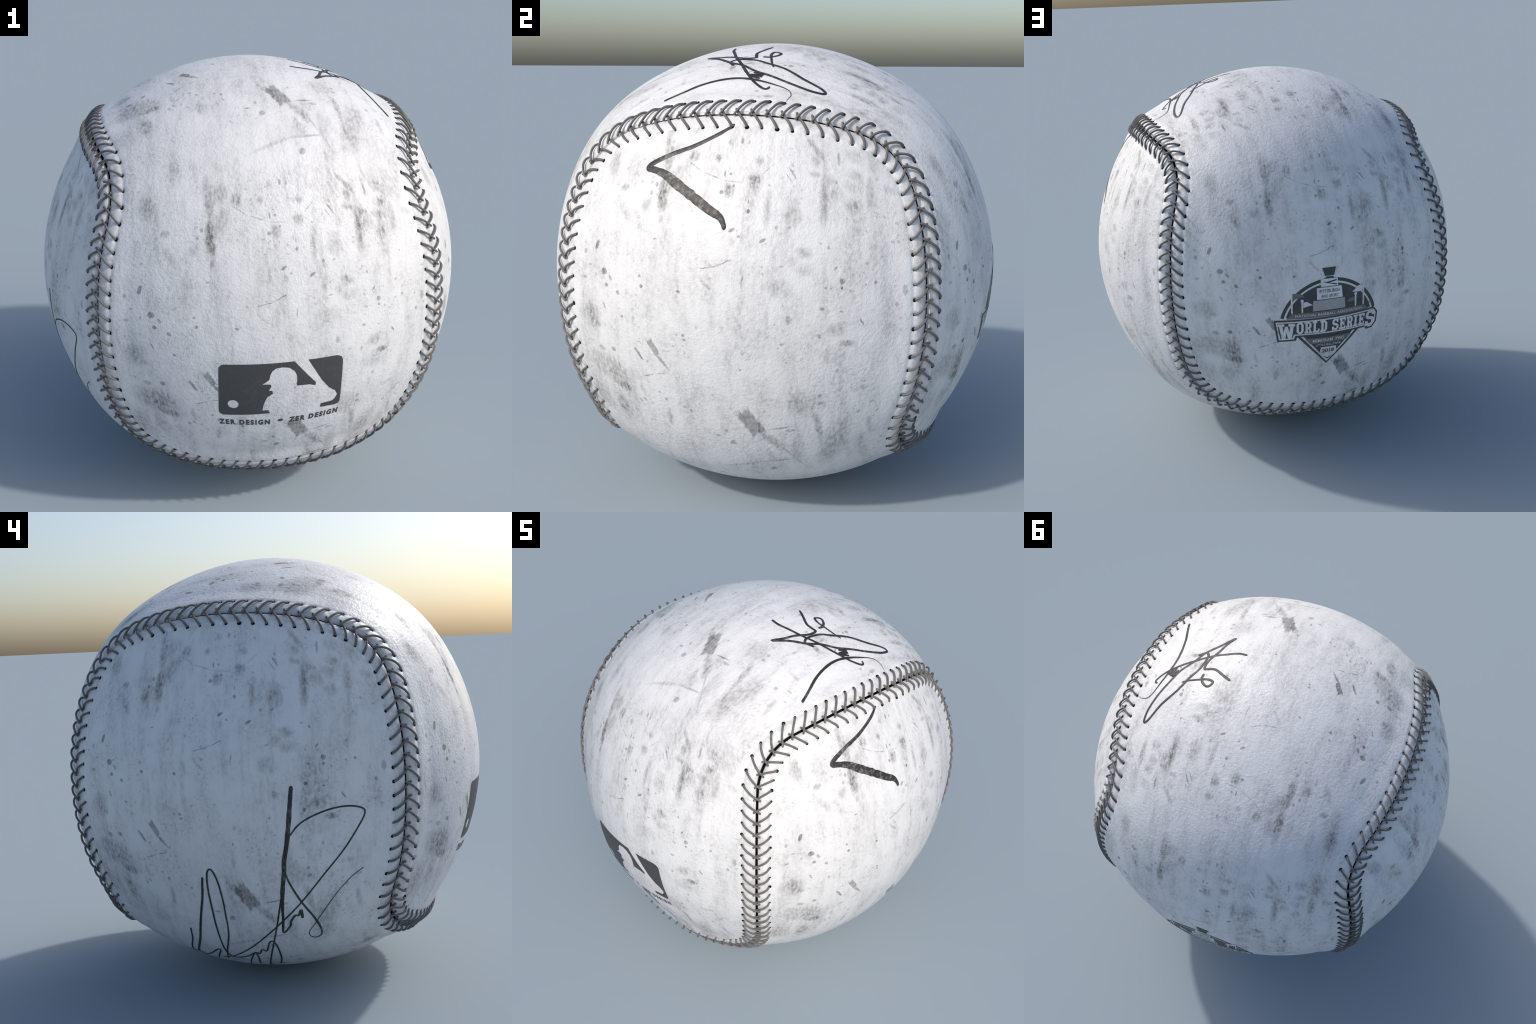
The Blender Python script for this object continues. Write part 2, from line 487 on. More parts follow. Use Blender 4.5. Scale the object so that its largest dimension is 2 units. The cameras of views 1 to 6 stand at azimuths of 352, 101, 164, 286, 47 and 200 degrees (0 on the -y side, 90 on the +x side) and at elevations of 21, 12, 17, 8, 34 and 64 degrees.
    smear = N.ramp(N.noise(wide, 1.0, 3.0, 0.6).outputs[0], 0.48, 0.70)
    dirt = N.math("MULTIPLY_ADD", N.math("MULTIPLY", smear, N.math("MULTIPLY_ADD", fine, 0.6, 0.4)), 0.27, dirt)
    # pepper of small specks, crowded in places
    crowd = N.ramp(broad.outputs[0], 0.38, 0.62)
    for scale, size, amount, offset in ((0.70, 0.30, 0.30, 3.0), (1.45, 0.34, 0.26, 11.0)):
        at = N.new("ShaderNodeVectorMath", {0: rag, 1: (offset, offset, 0)}, operation="ADD").outputs[0]
        vor = N.new("ShaderNodeTexVoronoi", {"Vector": at, "Scale": scale, "Randomness": 1.0},
                    voronoi_dimensions="2D")
        pick = N.new("ShaderNodeSeparateColor", {0: vor.outputs["Color"]}).outputs[0]
        r = N.math("MULTIPLY", N.ramp(pick, 0.45, 1.0), size)
        dot = N.ramp(N.math("SUBTRACT", r, vor.outputs["Distance"]), 0.0, 0.10)
        dirt = N.math("MAXIMUM", dirt, N.math("MULTIPLY", N.math("MULTIPLY", dot, crowd), amount))
    # overall faint mottling
    veil = N.math("MULTIPLY", N.ramp(broad.outputs[0], 0.35, 0.65), N.math("MULTIPLY_ADD", fine, 0.7, 0.3))
    dirt = N.math("MULTIPLY_ADD", veil, 0.14, dirt)
    return N.math("MINIMUM", dirt, 0.85)


def new_material(name):
    m = bpy.data.materials.new(name)
    m.use_nodes = True
    m.node_tree.nodes.clear()
    N = Nodes(m.node_tree)
    out = N.new("ShaderNodeOutputMaterial")
    bsdf = N.new("ShaderNodeBsdfPrincipled")
    m.node_tree.links.new(bsdf.outputs[0], out.inputs[0])
    return m, N, bsdf


def mix_colour(N, fac, a, b):
    n = N.new("ShaderNodeMix", data_type="RGBA")
    for sock, val in ((n.inputs[0], fac), (n.inputs[6], a), (n.inputs[7], b)):
        if isinstance(val, bpy.types.NodeSocket):
            N.tree.links.new(val, sock)
        else:
            sock.default_value = val
    return n.outputs[2]


def leather_grain(N, obj, strength=0.62):
    """fine pebbled hide"""
    h = N.noise(obj, 62.0, 3.0, 0.7).outputs[0]
    return N.new("ShaderNodeBump", {"Strength": strength, "Distance": 0.005, "Height": h}).outputs[0]


def leather_material(box):
    m, N, bsdf = new_material("worn_white_leather")
    obj = N.new("ShaderNodeTexCoord").outputs["Object"]
    dirt = add_dirt(N, obj, box)
    col = mix_colour(N, dirt, (0.74, 0.74, 0.745, 1), (0.060, 0.056, 0.052, 1))
    m.node_tree.links.new(col, bsdf.inputs["Base Color"])
    rough = N.math("MULTIPLY_ADD", dirt, 0.5, 0.39)
    m.node_tree.links.new(rough, bsdf.inputs["Roughness"])
    bsdf.inputs["Specular IOR Level"].default_value = 0.45
    m.node_tree.links.new(leather_grain(N, obj), bsdf.inputs["Normal"])
    return m


def strip_material():
    """leather between the needle holes and the seam: greyer, handled"""
    m, N, bsdf = new_material("grubby_seam_leather")
    obj = N.new("ShaderNodeTexCoord").outputs["Object"]
    a = N.ramp(N.noise(obj, 14.0, 4.0, 0.65).outputs[0], 0.35, 0.70)
    b = N.ramp(N.noise(obj, 60.0, 3.0, 0.6).outputs[0], 0.40, 0.70)
    dirt = N.math("MULTIPLY_ADD", a, 0.22, N.math("MULTIPLY", b, 0.16))
    col = mix_colour(N, dirt, (0.74, 0.74, 0.745, 1), (0.10, 0.095, 0.09, 1))
    m.node_tree.links.new(col, bsdf.inputs["Base Color"])
    bsdf.inputs["Roughness"].default_value = 0.42
    bsdf.inputs["Specular IOR Level"].default_value = 0.45
    m.node_tree.links.new(leather_grain(N, obj, 0.3), bsdf.inputs["Normal"])
    return m


def ink_material(name, colour, worn, wear_scale=60.0, fade=(0.30, 0.29, 0.27)):
    """printed or penned ink: dark, patchy where it has rubbed off"""
    m, N, bsdf = new_material(name)
    obj = N.new("ShaderNodeTexCoord").outputs["Object"]
    n = N.noise(obj, wear_scale, 4.0, 0.65).outputs[0]
    big = N.noise(obj, 6.0, 2.0, 0.5).outputs[0]
    k = N.math("MULTIPLY", N.ramp(n, 0.45, 0.72), N.ramp(big, 0.4, 0.6))
    col = mix_colour(N, N.math("MULTIPLY", k, worn), (*colour, 1), (*fade, 1))
    m.node_tree.links.new(col, bsdf.inputs["Base Color"])
    bsdf.inputs["Roughness"].default_value = 0.5
    bsdf.inputs["Specular IOR Level"].default_value = 0.45
    m.node_tree.links.new(leather_grain(N, obj, 0.25), bsdf.inputs["Normal"])
    return m


def thread_material():
    m, N, bsdf = new_material("grey_waxed_thread")
    obj = N.new("ShaderNodeTexCoord").outputs["Object"]
    n = N.noise(obj, 40.0, 3.0).outputs[0]
    col = mix_colour(N, N.ramp(n, 0.3, 0.7), (0.120, 0.118, 0.116, 1), (0.165, 0.162, 0.158, 1))
    m.node_tree.links.new(col, bsdf.inputs["Base Color"])
    bsdf.inputs["Roughness"].default_value = 0.65
    bsdf.inputs["Specular IOR Level"].default_value = 0.3
    twist = N.noise(obj, 260.0, 2.0).outputs[0]
    b = N.new("ShaderNodeBump", {"Strength": 0.4, "Distance": 0.002, "Height": twist}).outputs[0]
    m.node_tree.links.new(b, bsdf.inputs["Normal"])
    return m


def plain_material(name, colour, rough=0.9):
    m, N, bsdf = new_material(name)
    obj = N.new("ShaderNodeTexCoord").outputs["Object"]
    n = N.noise(obj, 30.0, 3.0).outputs[0]
    dark = tuple(c * 0.7 for c in colour)
    col = mix_colour(N, n, (*dark, 1), (*colour, 1))
    m.node_tree.links.new(col, bsdf.inputs["Base Color"])
    bsdf.inputs["Roughness"].default_value = rough
    bsdf.inputs["Specular IOR Level"].default_value = 0.1
    return m


FIELD_LEATHER = []
edges = (-60.0, *CUTS, 60.0)
for row in range(3):
    for column in range(3):
        FIELD_LEATHER.append(leather_material((edges[column], edges[column + 1], edges[row], edges[row + 1])))
STRIP = strip_material()
LEATHER = leather_material((-17.0, 17.0, -24.0, 8.0))  # bare leather inside the printed emblem
PRINT_INK = ink_material("charcoal_print", (0.054, 0.055, 0.057), 0.5, 45.0, (0.11, 0.11, 0.11))
GREY_PRINT = ink_material("grey_print", (0.15, 0.15, 0.15), 0.3, 45.0, (0.3, 0.3, 0.3))
PEN_INK = ink_material("black_pen_ink", (0.022, 0.022, 0.024), 0.35, 50.0)
MARKER_INK = ink_material("rubbed_marker_ink", (0.024, 0.023, 0.022), 0.55, 55.0, (0.34, 0.32, 0.29))
THREAD_GREY = thread_material()
SEAM_SHADE = plain_material("painted_seam_shade", (0.010, 0.009, 0.008))  # shade of the open seam painted as near-black, also on the added tube
BLOB_DARK = plain_material("dark_hole_blob", (0.012, 0.012, 0.012))  # near-black for the solid blobs standing in for needle holes


# ------------------------------------------------------------------ leather panels
def build_panels(n=280, crowd=0.30):
    t = np.linspace(-1, 1, n + 1)
    angle = np.radians(45) * ((1 + crowd) * t - crowd * t ** 3)
    tan = np.tan(angle)
    tan[0], tan[-1] = -1, 1
    tu, tv = np.meshgrid(tan, tan)
    dirs, quads = [], []
    ids = np.arange((n + 1) ** 2).reshape(n + 1, n + 1)
    quad = np.stack([ids[:-1, :-1], ids[:-1, 1:], ids[1:, 1:], ids[1:, :-1]], -1).reshape(-1, 4)
    for k, axes in enumerate(FACES.values()):
        a, b, c = (np.array(q, float) for q in axes)
        dirs.append((tu[..., None] * a + tv[..., None] * b + c).reshape(-1, 3))
        quads.append(quad + k * (n + 1) ** 2)
    dirs, quads = unit(np.concatenate(dirs)), np.concatenate(quads)
    middle = np.degrees((angle[1:] + angle[:-1]) / 2)
    column = np.searchsorted(CUTS, middle)
    field = np.tile((column[None, :] + 3 * column[:, None]).ravel(), 6).astype(np.int32)
    _, first, where = np.unique(np.round(dirs, 6), axis=0, return_index=True, return_inverse=True)
    dirs, quads = dirs[first], where.ravel()[quads]
    radius = ball_radius(dirs)
    # signed distance to the seam, and leather height next to it
    signed = np.sign(np.where(np.abs(dirs[:, 0]) >= np.maximum(np.abs(dirs[:, 1]), dirs[:, 2]), 1.0, -1.0))
    by_size = np.sort(np.abs(dirs), axis=1)
    near = np.where((by_size[:, 2] - by_size[:, 1]) < 0.30)[0]
    for i in near:
        p = dirs[i]
        q, k, dist = SEAM_TREE.find(p)
        if dist > 0.19:
            continue
        lateral = float((p - SEAM[k]) @ SEAM_S[k])
        if abs(abs(lateral) - GAP) < 0.0017:  # line vertices up with the rim of the gap
            move = math.copysign(GAP, lateral) - lateral
            p = unit(p + SEAM_S[k] * move)
            dirs[i] = p
            lateral += move
        signed[i] = lateral if lateral else 1e-9
        h = float(lip_profile(abs(lateral)) + swell(p, abs(lateral)))
        along = k / len(SEAM) * STITCH_TOTAL
        if abs(lateral) > GAP:
            h += 0.0012 * math.sin(2 * math.pi * along + 1.0 + 40 * abs(lateral)) * math.exp(-((abs(lateral) - 0.035) / 0.022) ** 2)
            _, _, hd = HOLE_TREE.find(p)
            h -= 0.007 * math.exp(-(hd / 0.0085) ** 2)
        radius[i] += h
    verts = dirs * radius[:, None] + CENTRE
    side = signed[quads].mean(1) > 0
    across = np.abs(signed[quads]).mean(1)
    on_ball = np.abs(dirs[quads].mean(1)).max(1) < 0.86
    strip = np.where(side, 0.0600, 0.0650)
    field[on_ball & (across < strip)] = 10
    field[on_ball & (across < GAP + 0.0001)] = 9  # leather walls of the groove painted black to stand for its shade
    for inside in (False, True):
        sel = quads[side == inside]
        used, local = np.unique(sel, return_inverse=True)
        me = mesh_from("leather_panel", verts[used], local.reshape(-1, 4))
        add_object("leather_panel", me, None)
        for material in FIELD_LEATHER:
            me.materials.append(material)
        me.materials.append(SEAM_SHADE)
        me.materials.append(STRIP)
        me.polygons.foreach_set("material_index", field[side == inside])


def surface(direction, lift=0.0):
    d = unit(direction)
    return d * (leather_radius(d) + lift)[..., None] + CENTRE


def leather_radius(d):
    """radius of the leather away from the stitches, for print and ink"""
    r = ball_radius(d)
    for i, p in enumerate(d):
        q, k, dist = SEAM_TREE.find(p)
        if dist < 0.19:
            across = abs(float((p - SEAM[k]) @ SEAM_S[k]))
            r[i] += swell(p, across) + max(float(lip_profile(across)), 0.0)
    return r


build_panels()


# ------------------------------------------------------------------ tubes
def tube(points, radii, sides=8, cap=True):
    """verts and quads of a round tube along points (not closed)"""
    P = np.asarray(points, float)
    R = np.broadcast_to(radii, (len(P),))
    T = unit(np.gradient(P, axis=0))
    ref = np.array([0.0, 0.0, 1.0])
    N0 = np.cross(T[0], ref)
    if np.linalg.norm(N0) < 0.2:
        N0 = np.cross(T[0], [1.0, 0, 0])
    nrm = unit(N0)
    verts = []
    ang = np.linspace(0, 2 * math.pi, sides, endpoint=False)
    for p, t, r in zip(P, T, R):
        nrm = unit(nrm - t * (nrm @ t))
        bi = np.cross(t, nrm)
        verts += [p + r * (math.cos(a) * nrm + math.sin(a) * bi) for a in ang]
    quads = []
    for i in range(len(P) - 1):
        for j in range(sides):
            a, b = i * sides + j, i * sides + (j + 1) % sides
            quads.append((a, b, b + sides, a + sides))
    return np.array(verts), np.array(quads)


def rounded_ends(P, R):
    """pull the last rings in so that the tube ends are domed"""
    P, R = np.asarray(P, float), np.asarray(R, float)
    out_p, out_r = list(P), list(R)
    for end in (0, -1):
        d = unit(P[end] - P[1 if end == 0 else -2])
        extra = [(P[end] + d * R[end] * math.sin(a), R[end] * max(math.cos(a), 0.02)) for a in (0.6, 1.1, 1.55)]
        for p, r in extra:
            if end == 0:
                out_p.insert(0, p)
                out_r.insert(0, r)
            else:
                out_p.append(p)
                out_r.append(r)
    return np.array(out_p), np.array(out_r)


def catmull(points, steps=10):
    P = np.asarray(points, float)
    P = np.concatenate([[2 * P[0] - P[1]], P, [2 * P[-1] - P[-2]]])
    out = []
    t = np.linspace(0, 1, steps, endpoint=False)[:, None]
    for a, b, c, d in zip(P[:-3], P[1:-2], P[2:-1], P[3:]):
        out.append(0.5 * (2 * b + (c - a) * t + (2 * a - 5 * b + 4 * c - d) * t ** 2 + (3 * b - a - 3 * c + d) * t ** 3))
    return np.concatenate(out + [P[-2:-1]])


# dark tube added low in the seam to back the gap and cover ragged edges
def build_seam_backing():
    k = np.arange(0, len(SEAM), 10)
    d = SEAM[k]
    sides = 8
    ang = np.linspace(0, 2 * math.pi, sides, endpoint=False)
    verts = []
    for i in k:
        c = SEAM[i] * (ball_radius(SEAM[i]) + swell(SEAM[i], 0.0) - 0.0560)
        verts += [c + 0.0140 * (math.cos(a) * SEAM[i] + math.sin(a) * SEAM_S[i]) for a in ang]
    m = len(k)
    quads = [((i * sides + j), ((i + 1) % m * sides + j), ((i + 1) % m * sides + (j + 1) % sides), (i * sides + (j + 1) % sides))
             for i in range(m) for j in range(sides)]
    add_object("seam_backing", mesh_from("seam_backing", np.array(verts) + CENTRE, quads), SEAM_SHADE)


build_seam_backing()


# ------------------------------------------------------------------ stitches
def build_stitches():
    # path of one thread: (part of the way from the middle to the hole, height)
    over = [(-0.22, 0.0110), (-0.08, 0.0135), (0.06, 0.0146), (0.30, 0.0170), (0.55, 0.0172), (0.80, 0.0120), (0.95, 0.0028), (1.0, -0.0045)]
    under = [(-0.22, 0.0075), (-0.08, 0.0046), (0.06, 0.0046), (0.30, 0.0105), (0.55, 0.0135), (0.80, 0.0105), (0.95, 0.0026), (1.0, -0.0045)]
    for i in STITCH_INDEX:
        verts, faces, base = [], [], 0
        jitter = rng.normal(0, 1, 6)
        for side, path in ((-1, over), (1, under)):
            pts = []
            for f, h in path:
                # the thread leaves the middle along the seam, then swings out
                lateral = side * HOLE[side][0] * f
                ahead = HOLE[side][1] * (f * 0.80 + 0.20 * f * f if f > 0 else f * 0.80)
                ahead += 0.0012 * jitter[side + 1] * (1 - abs(f))
                d, _ = seam_point(i, ahead, lateral)
                pts.append(d * (ball_radius(d) + swell(d, abs(lateral)) + h + 0.0006 * jitter[side + 3] * (1 - f)))
            P = catmull(pts, 5) + CENTRE
            R = np.full(len(P), THREAD)
            P, R = rounded_ends(P, R)
            v, q = tube(P, R, 8)
            verts.append(v)
            faces.append(q + base)
            base += len(v)
        me = mesh_from("stitch", np.concatenate(verts), np.concatenate(faces))
        add_object("stitch", me, THREAD_GREY)


build_stitches()


def build_hole_blobs():
    """solid dark blobs added in place of needle holes, where the threads dive in"""
    verts, faces, base = [], [], 0
    rings, sides = 5, 12
    for i in STITCH_INDEX:
        for s in (-1, 1):
            d, k = seam_point(i, HOLE[s][1] + 0.0015, s * (HOLE[s][0] + 0.0015))
            c = d * (ball_radius(d) + swell(d, HOLE_SIDE) - 0.0080)
            t, l = SEAM_T[k], SEAM_S[k]
            size = 0.0096 * (1 + 0.12 * rng.normal())
            for a in np.linspace(0.02, math.pi - 0.02, rings):
                for b in np.linspace(0, 2 * math.pi, sides, endpoint=False):
                    verts.append(c + size * (math.sin(a) * (math.cos(b) * t + math.sin(b) * l) + 0.75 * math.cos(a) * d))
            for r in range(rings - 1):
                for j in range(sides):
                    a, b = base + r * sides + j, base + r * sides + (j + 1) % sides
                    faces.append((a, a + sides, b + sides, b))
            base += rings * sides
    ob = add_object("hole_blobs", mesh_from("hole_blobs", np.array(verts) + CENTRE, faces), BLOB_DARK)
    ob["kind"] = "stuff"


build_hole_blobs()


# ------------------------------------------------------------------ pen strokes
def pen_strokes(name, face, strokes, material, lift=0.0011):
    """strokes: (points in degrees on the face, widths in metres along the stroke)"""
    verts, faces, base = [], [], 0
    for n, (pts, widths) in enumerate(strokes):
        P = surface(face_direction(face, catmull(pts, 9)))
        s = np.concatenate([[0], np.cumsum(np.linalg.norm(np.diff(P, axis=0), axis=1))])
        count = max(int(s[-1] / 0.004), 8)
        even = np.linspace(0, s[-1], count)
        P = np.stack([np.interp(even, s, P[:, k]) for k in range(3)], -1)
        D = unit(P - CENTRE)
        T = unit(np.gradient(P, axis=0))
        S = unit(np.cross(D, T))
        f = even / s[-1]
        W = np.interp(f, np.linspace(0, 1, len(widths)), widths) / 2
        W = W * (1 + 0.05 * np.convolve(rng.normal(size=count), np.ones(5) / 3, "same")) * np.sqrt(np.clip(np.minimum(even, s[-1] - even) / (W + 1e-6) + 0.12, 0, 1))
        up = lift + 0.00022 * n + 0.0005 * (np.arange(count) / count)
        R = leather_radius(D) + up
        rows = []
        for side, drop in ((-1, 0.0008), (-0.8, 0), (0, -0.0001), (0.8, 0), (1, 0.0008)):
            Q = unit(D + S * (side * W)[:, None])
            rows.append(Q * (R - drop)[:, None] + CENTRE)
        k = len(rows)
        verts.append(np.stack(rows, 1).reshape(-1, 3))
        for i in range(count - 1):
            for j in range(k - 1):
                a = base + i * k + j
                faces.append((a, a + k, a + k + 1, a + 1))
        base += count * k
    return add_object(name, mesh_from(name, np.concatenate(verts), faces), material)


FINE, PEN = 0.0070, 0.0130
pen_strokes("signature", "+z", [
    ([(11.0, -8.2), (13.6, -8.2), (16.7, -7.3), (20.4, -6.1), (22.7, -5.0), (25.8, -3.4), (29.3, -1.6), (32.7, 0.7), (34.6, 2.4), (36.2, 4.6), (36.2, 5.7), (35.3, 6.1)],
     (PEN, PEN, PEN, PEN * 0.8)),
    ([(12.1, 1.6), (14.5, 0.5), (17.8, -1.1), (19.9, -1.0), (21.3, -0.9), (21.4, -3.7), (19.7, -7.8), (18.7, -11.3), (17.4, -14.2), (20.6, -10.2), (23.6, -7.1), (25.9, -3.1), (28.8, 0.6), (31.0, 5.5), (33.3, 10.9), (35.1, 16.9), (35.2, 20.6), (33.6, 19.4), (30.7, 13.7), (26.9, 7.9), (24.7, 3.0), (23.0, -0.2), (22.3, -3.4), (22.3, -5.8), (23.3, -7.1), (24.4, -6.6), (25.7, -5.8)],
     (PEN, PEN * 1.1, PEN, PEN, PEN)),
    ([(20.7, 0.9), (20.7, 2.6), (19.6, 4.2), (18.0, 4.9), (17.1, 4.1), (17.0, 3.0), (18.9, 2.6), (21.6, 3.2), (24.2, 3.9), (26.6, 4.9)],
     (PEN, PEN, FINE)),
    ([(38.3, -23.6), (36.3, -18.8), (34.1, -13.7), (32.7, -8.5), (32.2, -3.7), (32.7, 0.7), (34.1, 6.0), (35.9, 11.1), (38.1, 12.7), (40.3, 12.3), (41.0, 12.6)],
     (0.013, 0.013, PEN, PEN, 0.005, 0.0006)),
    ([(29.6, 0.4), (30.7, 3.2), (30.6, -0.3), (31.5, 3.1), (31.3, 0.0), (32.4, 2.7)],
     (PEN * 0.8, PEN * 0.8)),
], PEN_INK)

pen_strokes("signature", "+x", [
    ([(-0.5, 42.0), (-3.4, 40.3), (-7.5, 38.6), (-11.7, 37.1), (-15.9, 36.0), (-20.0, 34.6), (-22.0, 33.6), (-22.2, 32.8), (-20.1, 32.2), (-16.9, 30.9), (-13.7, 28.9), (-8.8, 25.9), (-4.4, 23.1), (-1.6, 21.5), (-0.5, 19.8), (-0.4, 18.8)],
     (0.008, 0.016, 0.018, 0.020, 0.020, 0.023, 0.030, 0.038, 0.038, 0.036, 0.032, 0.014)),
], MARKER_INK)

pen_strokes("signature", "-x", [
    ([(17.5, 2.3), (17.2, -0.3), (16.6, -6.7), (16.0, -12.0), (15.3, -16.2), (15.2, -19.1), (14.7, -24.3), (14.5, -28.8), (14.6, -33.8), (14.6, -38.6), (16.6, -36.3), (16.8, -34.6), (17.9, -32.8), (18.9, -32.8), (19.5, -31.1), (20.0, -34.0)],
     (0.016, 0.019, 0.019, 0.018, 0.018, 0.011, 0.010, 0.010, 0.012)),
    ([(14.7, -24.3), (14.0, -28.3), (12.7, -36.0), (11.3, -42.7), (6.9, -62.7)],
     (FINE, FINE)),
    ([(16.7, -9.9), (18.9, -7.2), (22.0, -5.4), (26.3, -4.0), (30.3, -3.7), (33.5, -4.6), (34.4, -6.1), (33.2, -9.1), (29.6, -15.3), (24.9, -21.5), (19.5, -28.7), (14.7, -34.0), (9.2, -39.5), (2.7, -45.4), (-4.7, -50.8), (-8.9, -53.0), (-13.9, -55.5)],
     (FINE, FINE, FINE, FINE, FINE * 0.9)),
    ([(15.4, -19.4), (16.7, -23.0), (19.5, -28.5), (23.3, -34.5), (25.7, -39.2), (26.2, -41.9), (24.7, -42.6), (22.9, -41.5), (22.4, -39.4), (23.6, -37.0), (25.7, -32.8), (28.7, -27.7), (31.8, -24.1), (34.8, -22.1)],
     (FINE, 0.008, 0.010, 0.004, 0.003, 0.003, 0.003)),
    ([(-5.6, -20.2), (-7.8, -28.5), (-14.1, -42.4), (-22.9, -53.5)],
     (0.010, 0.010)),
    ([(-15.2, -38.3), (-18.1, -44.3), (-25.8, -54.0), (-22.9, -53.5), (-21.9, -56.0), (-15.7, -51.8), (-10.6, -47.8), (-10.4, -49.1), (-17.4, -57.2)],
     (FINE, FINE)),
    ([(-11.0, -55.2), (-3.3, -40.4), (-1.5, -30.0), (-1.5, -23.0), (-2.2, -19.2), (-3.2, -17.8), (-4.2, -19.3), (-4.8, -24.0), (-5.2, -30.8), (-6.3, -40.2), (-7.8, -49.4), (-6.9, -52.7), (-3.2, -52.3), (0.4, -50.6), (4.0, -47.9), (5.3, -48.8), (6.9, -46.1), (8.4, -47.0), (9.9, -42.6), (11.3, -42.1), (12.6, -45.8), (13.5, -52.7), (12.9, -59.7)],
     (FINE, FINE * 0.9, 0.008, 0.007, FINE, 0.007)),
    ([(-3.6, -61.0), (1.9, -51.0), (3.8, -48.3), (4.1, -52.1), (2.5, -59.4)],
     (FINE, FINE)),
], PEN_INK)


# ------------------------------------------------------------------ printed marks
def print_on(name, face, bm, material, lift, parent=None):
    """lay a flat drawing (degrees on the face) onto the ball"""
    for _ in range(7):
        long = [e for e in bm.edges if e.calc_length() > 0.9]
        if not long:
            break
        bmesh.ops.subdivide_edges(bm, edges=long, cuts=1)
        bmesh.ops.triangulate(bm, faces=bm.faces[:])
    co = np.array([v.co[:2] for v in bm.verts])
    P = surface(face_direction(face, co), np.full(len(co), lift * 0.6))
    for v, p in zip(bm.verts, P):
        v.co = Vector(p)
    bm.normal_update()
    for f in bm.faces:
        f.smooth = True
        c = f.calc_center_median()
        if f.normal.dot(c - Vector(CENTRE)) < 0:
            f.normal_flip()
    me = bpy.data.meshes.new(name)
    bm.to_mesh(me)
    bm.free()
    return add_object(name, me, material, parent)


def curve_to_bmesh(curve, bm=None):
    ob = bpy.data.objects.new("drawing_helper", curve)
    bpy.context.scene.collection.objects.link(ob)
    graph = bpy.context.evaluated_depsgraph_get()
    me = bpy.data.meshes.new_from_object(ob.evaluated_get(graph))
    bm = bm or bmesh.new()
    bm.from_mesh(me)
    bpy.data.objects.remove(ob)
    bpy.data.curves.remove(curve)
    bpy.data.meshes.remove(me)
    return bm


def shapes(*loops, bm=None):
    """filled outlines; a loop inside another is a hole"""
    cu = bpy.data.curves.new("outline", "CURVE")
    cu.dimensions, cu.fill_mode = "2D", "BOTH"
    for loop in loops:
        sp = cu.splines.new("POLY")
        sp.points.add(len(loop) - 1)
        for pt, (a, b) in zip(sp.points, loop):
            pt.co = (a, b, 0, 1)
        sp.use_cyclic_u = True
    return curve_to_bmesh(cu, bm)


def disc(cx, cy, rx, ry, n=28):
    return [(cx + rx * math.cos(2 * math.pi * i / n), cy + ry * math.sin(2 * math.pi * i / n)) for i in range(n)]


def bar(x0, y0, x1, y1, w):
    d = Vector((x1 - x0, y1 - y0)).normalized()
    nx, ny = -d.y * w / 2, d.x * w / 2
    return [(x0 + nx, y0 + ny), (x1 + nx, y1 + ny), (x1 - nx, y1 - ny), (x0 - nx, y0 - ny)]


def words(text, x0, x1, y0, y1, bold=0.02, spacing=1.0, slope=0.0, bm=None):
    """lettering stretched to fill a box"""
    cu = bpy.data.curves.new("lettering", "FONT")
    cu.body, cu.size, cu.offset, cu.space_character = text, 1.0, bold, spacing
    cu.resolution_u = 3
    t = curve_to_bmesh(cu)
    xs, ys = [v.co.x for v in t.verts], [v.co.y for v in t.verts]
    ax, bx, ay, by = min(xs), max(xs), min(ys), max(ys)
    for v in t.verts:
        fx, fy = (v.co.x - ax) / (bx - ax), (v.co.y - ay) / (by - ay)
        v.co = Vector((x0 + fx * (x1 - x0), y0 + fy * (y1 - y0) + slope * fx, 0))
    if bm is None:
        return t
    me = bpy.data.meshes.new("tmp")
    t.to_mesh(me)
    t.free()
    bm.from_mesh(me)
    bpy.data.meshes.remove(me)
    return bm


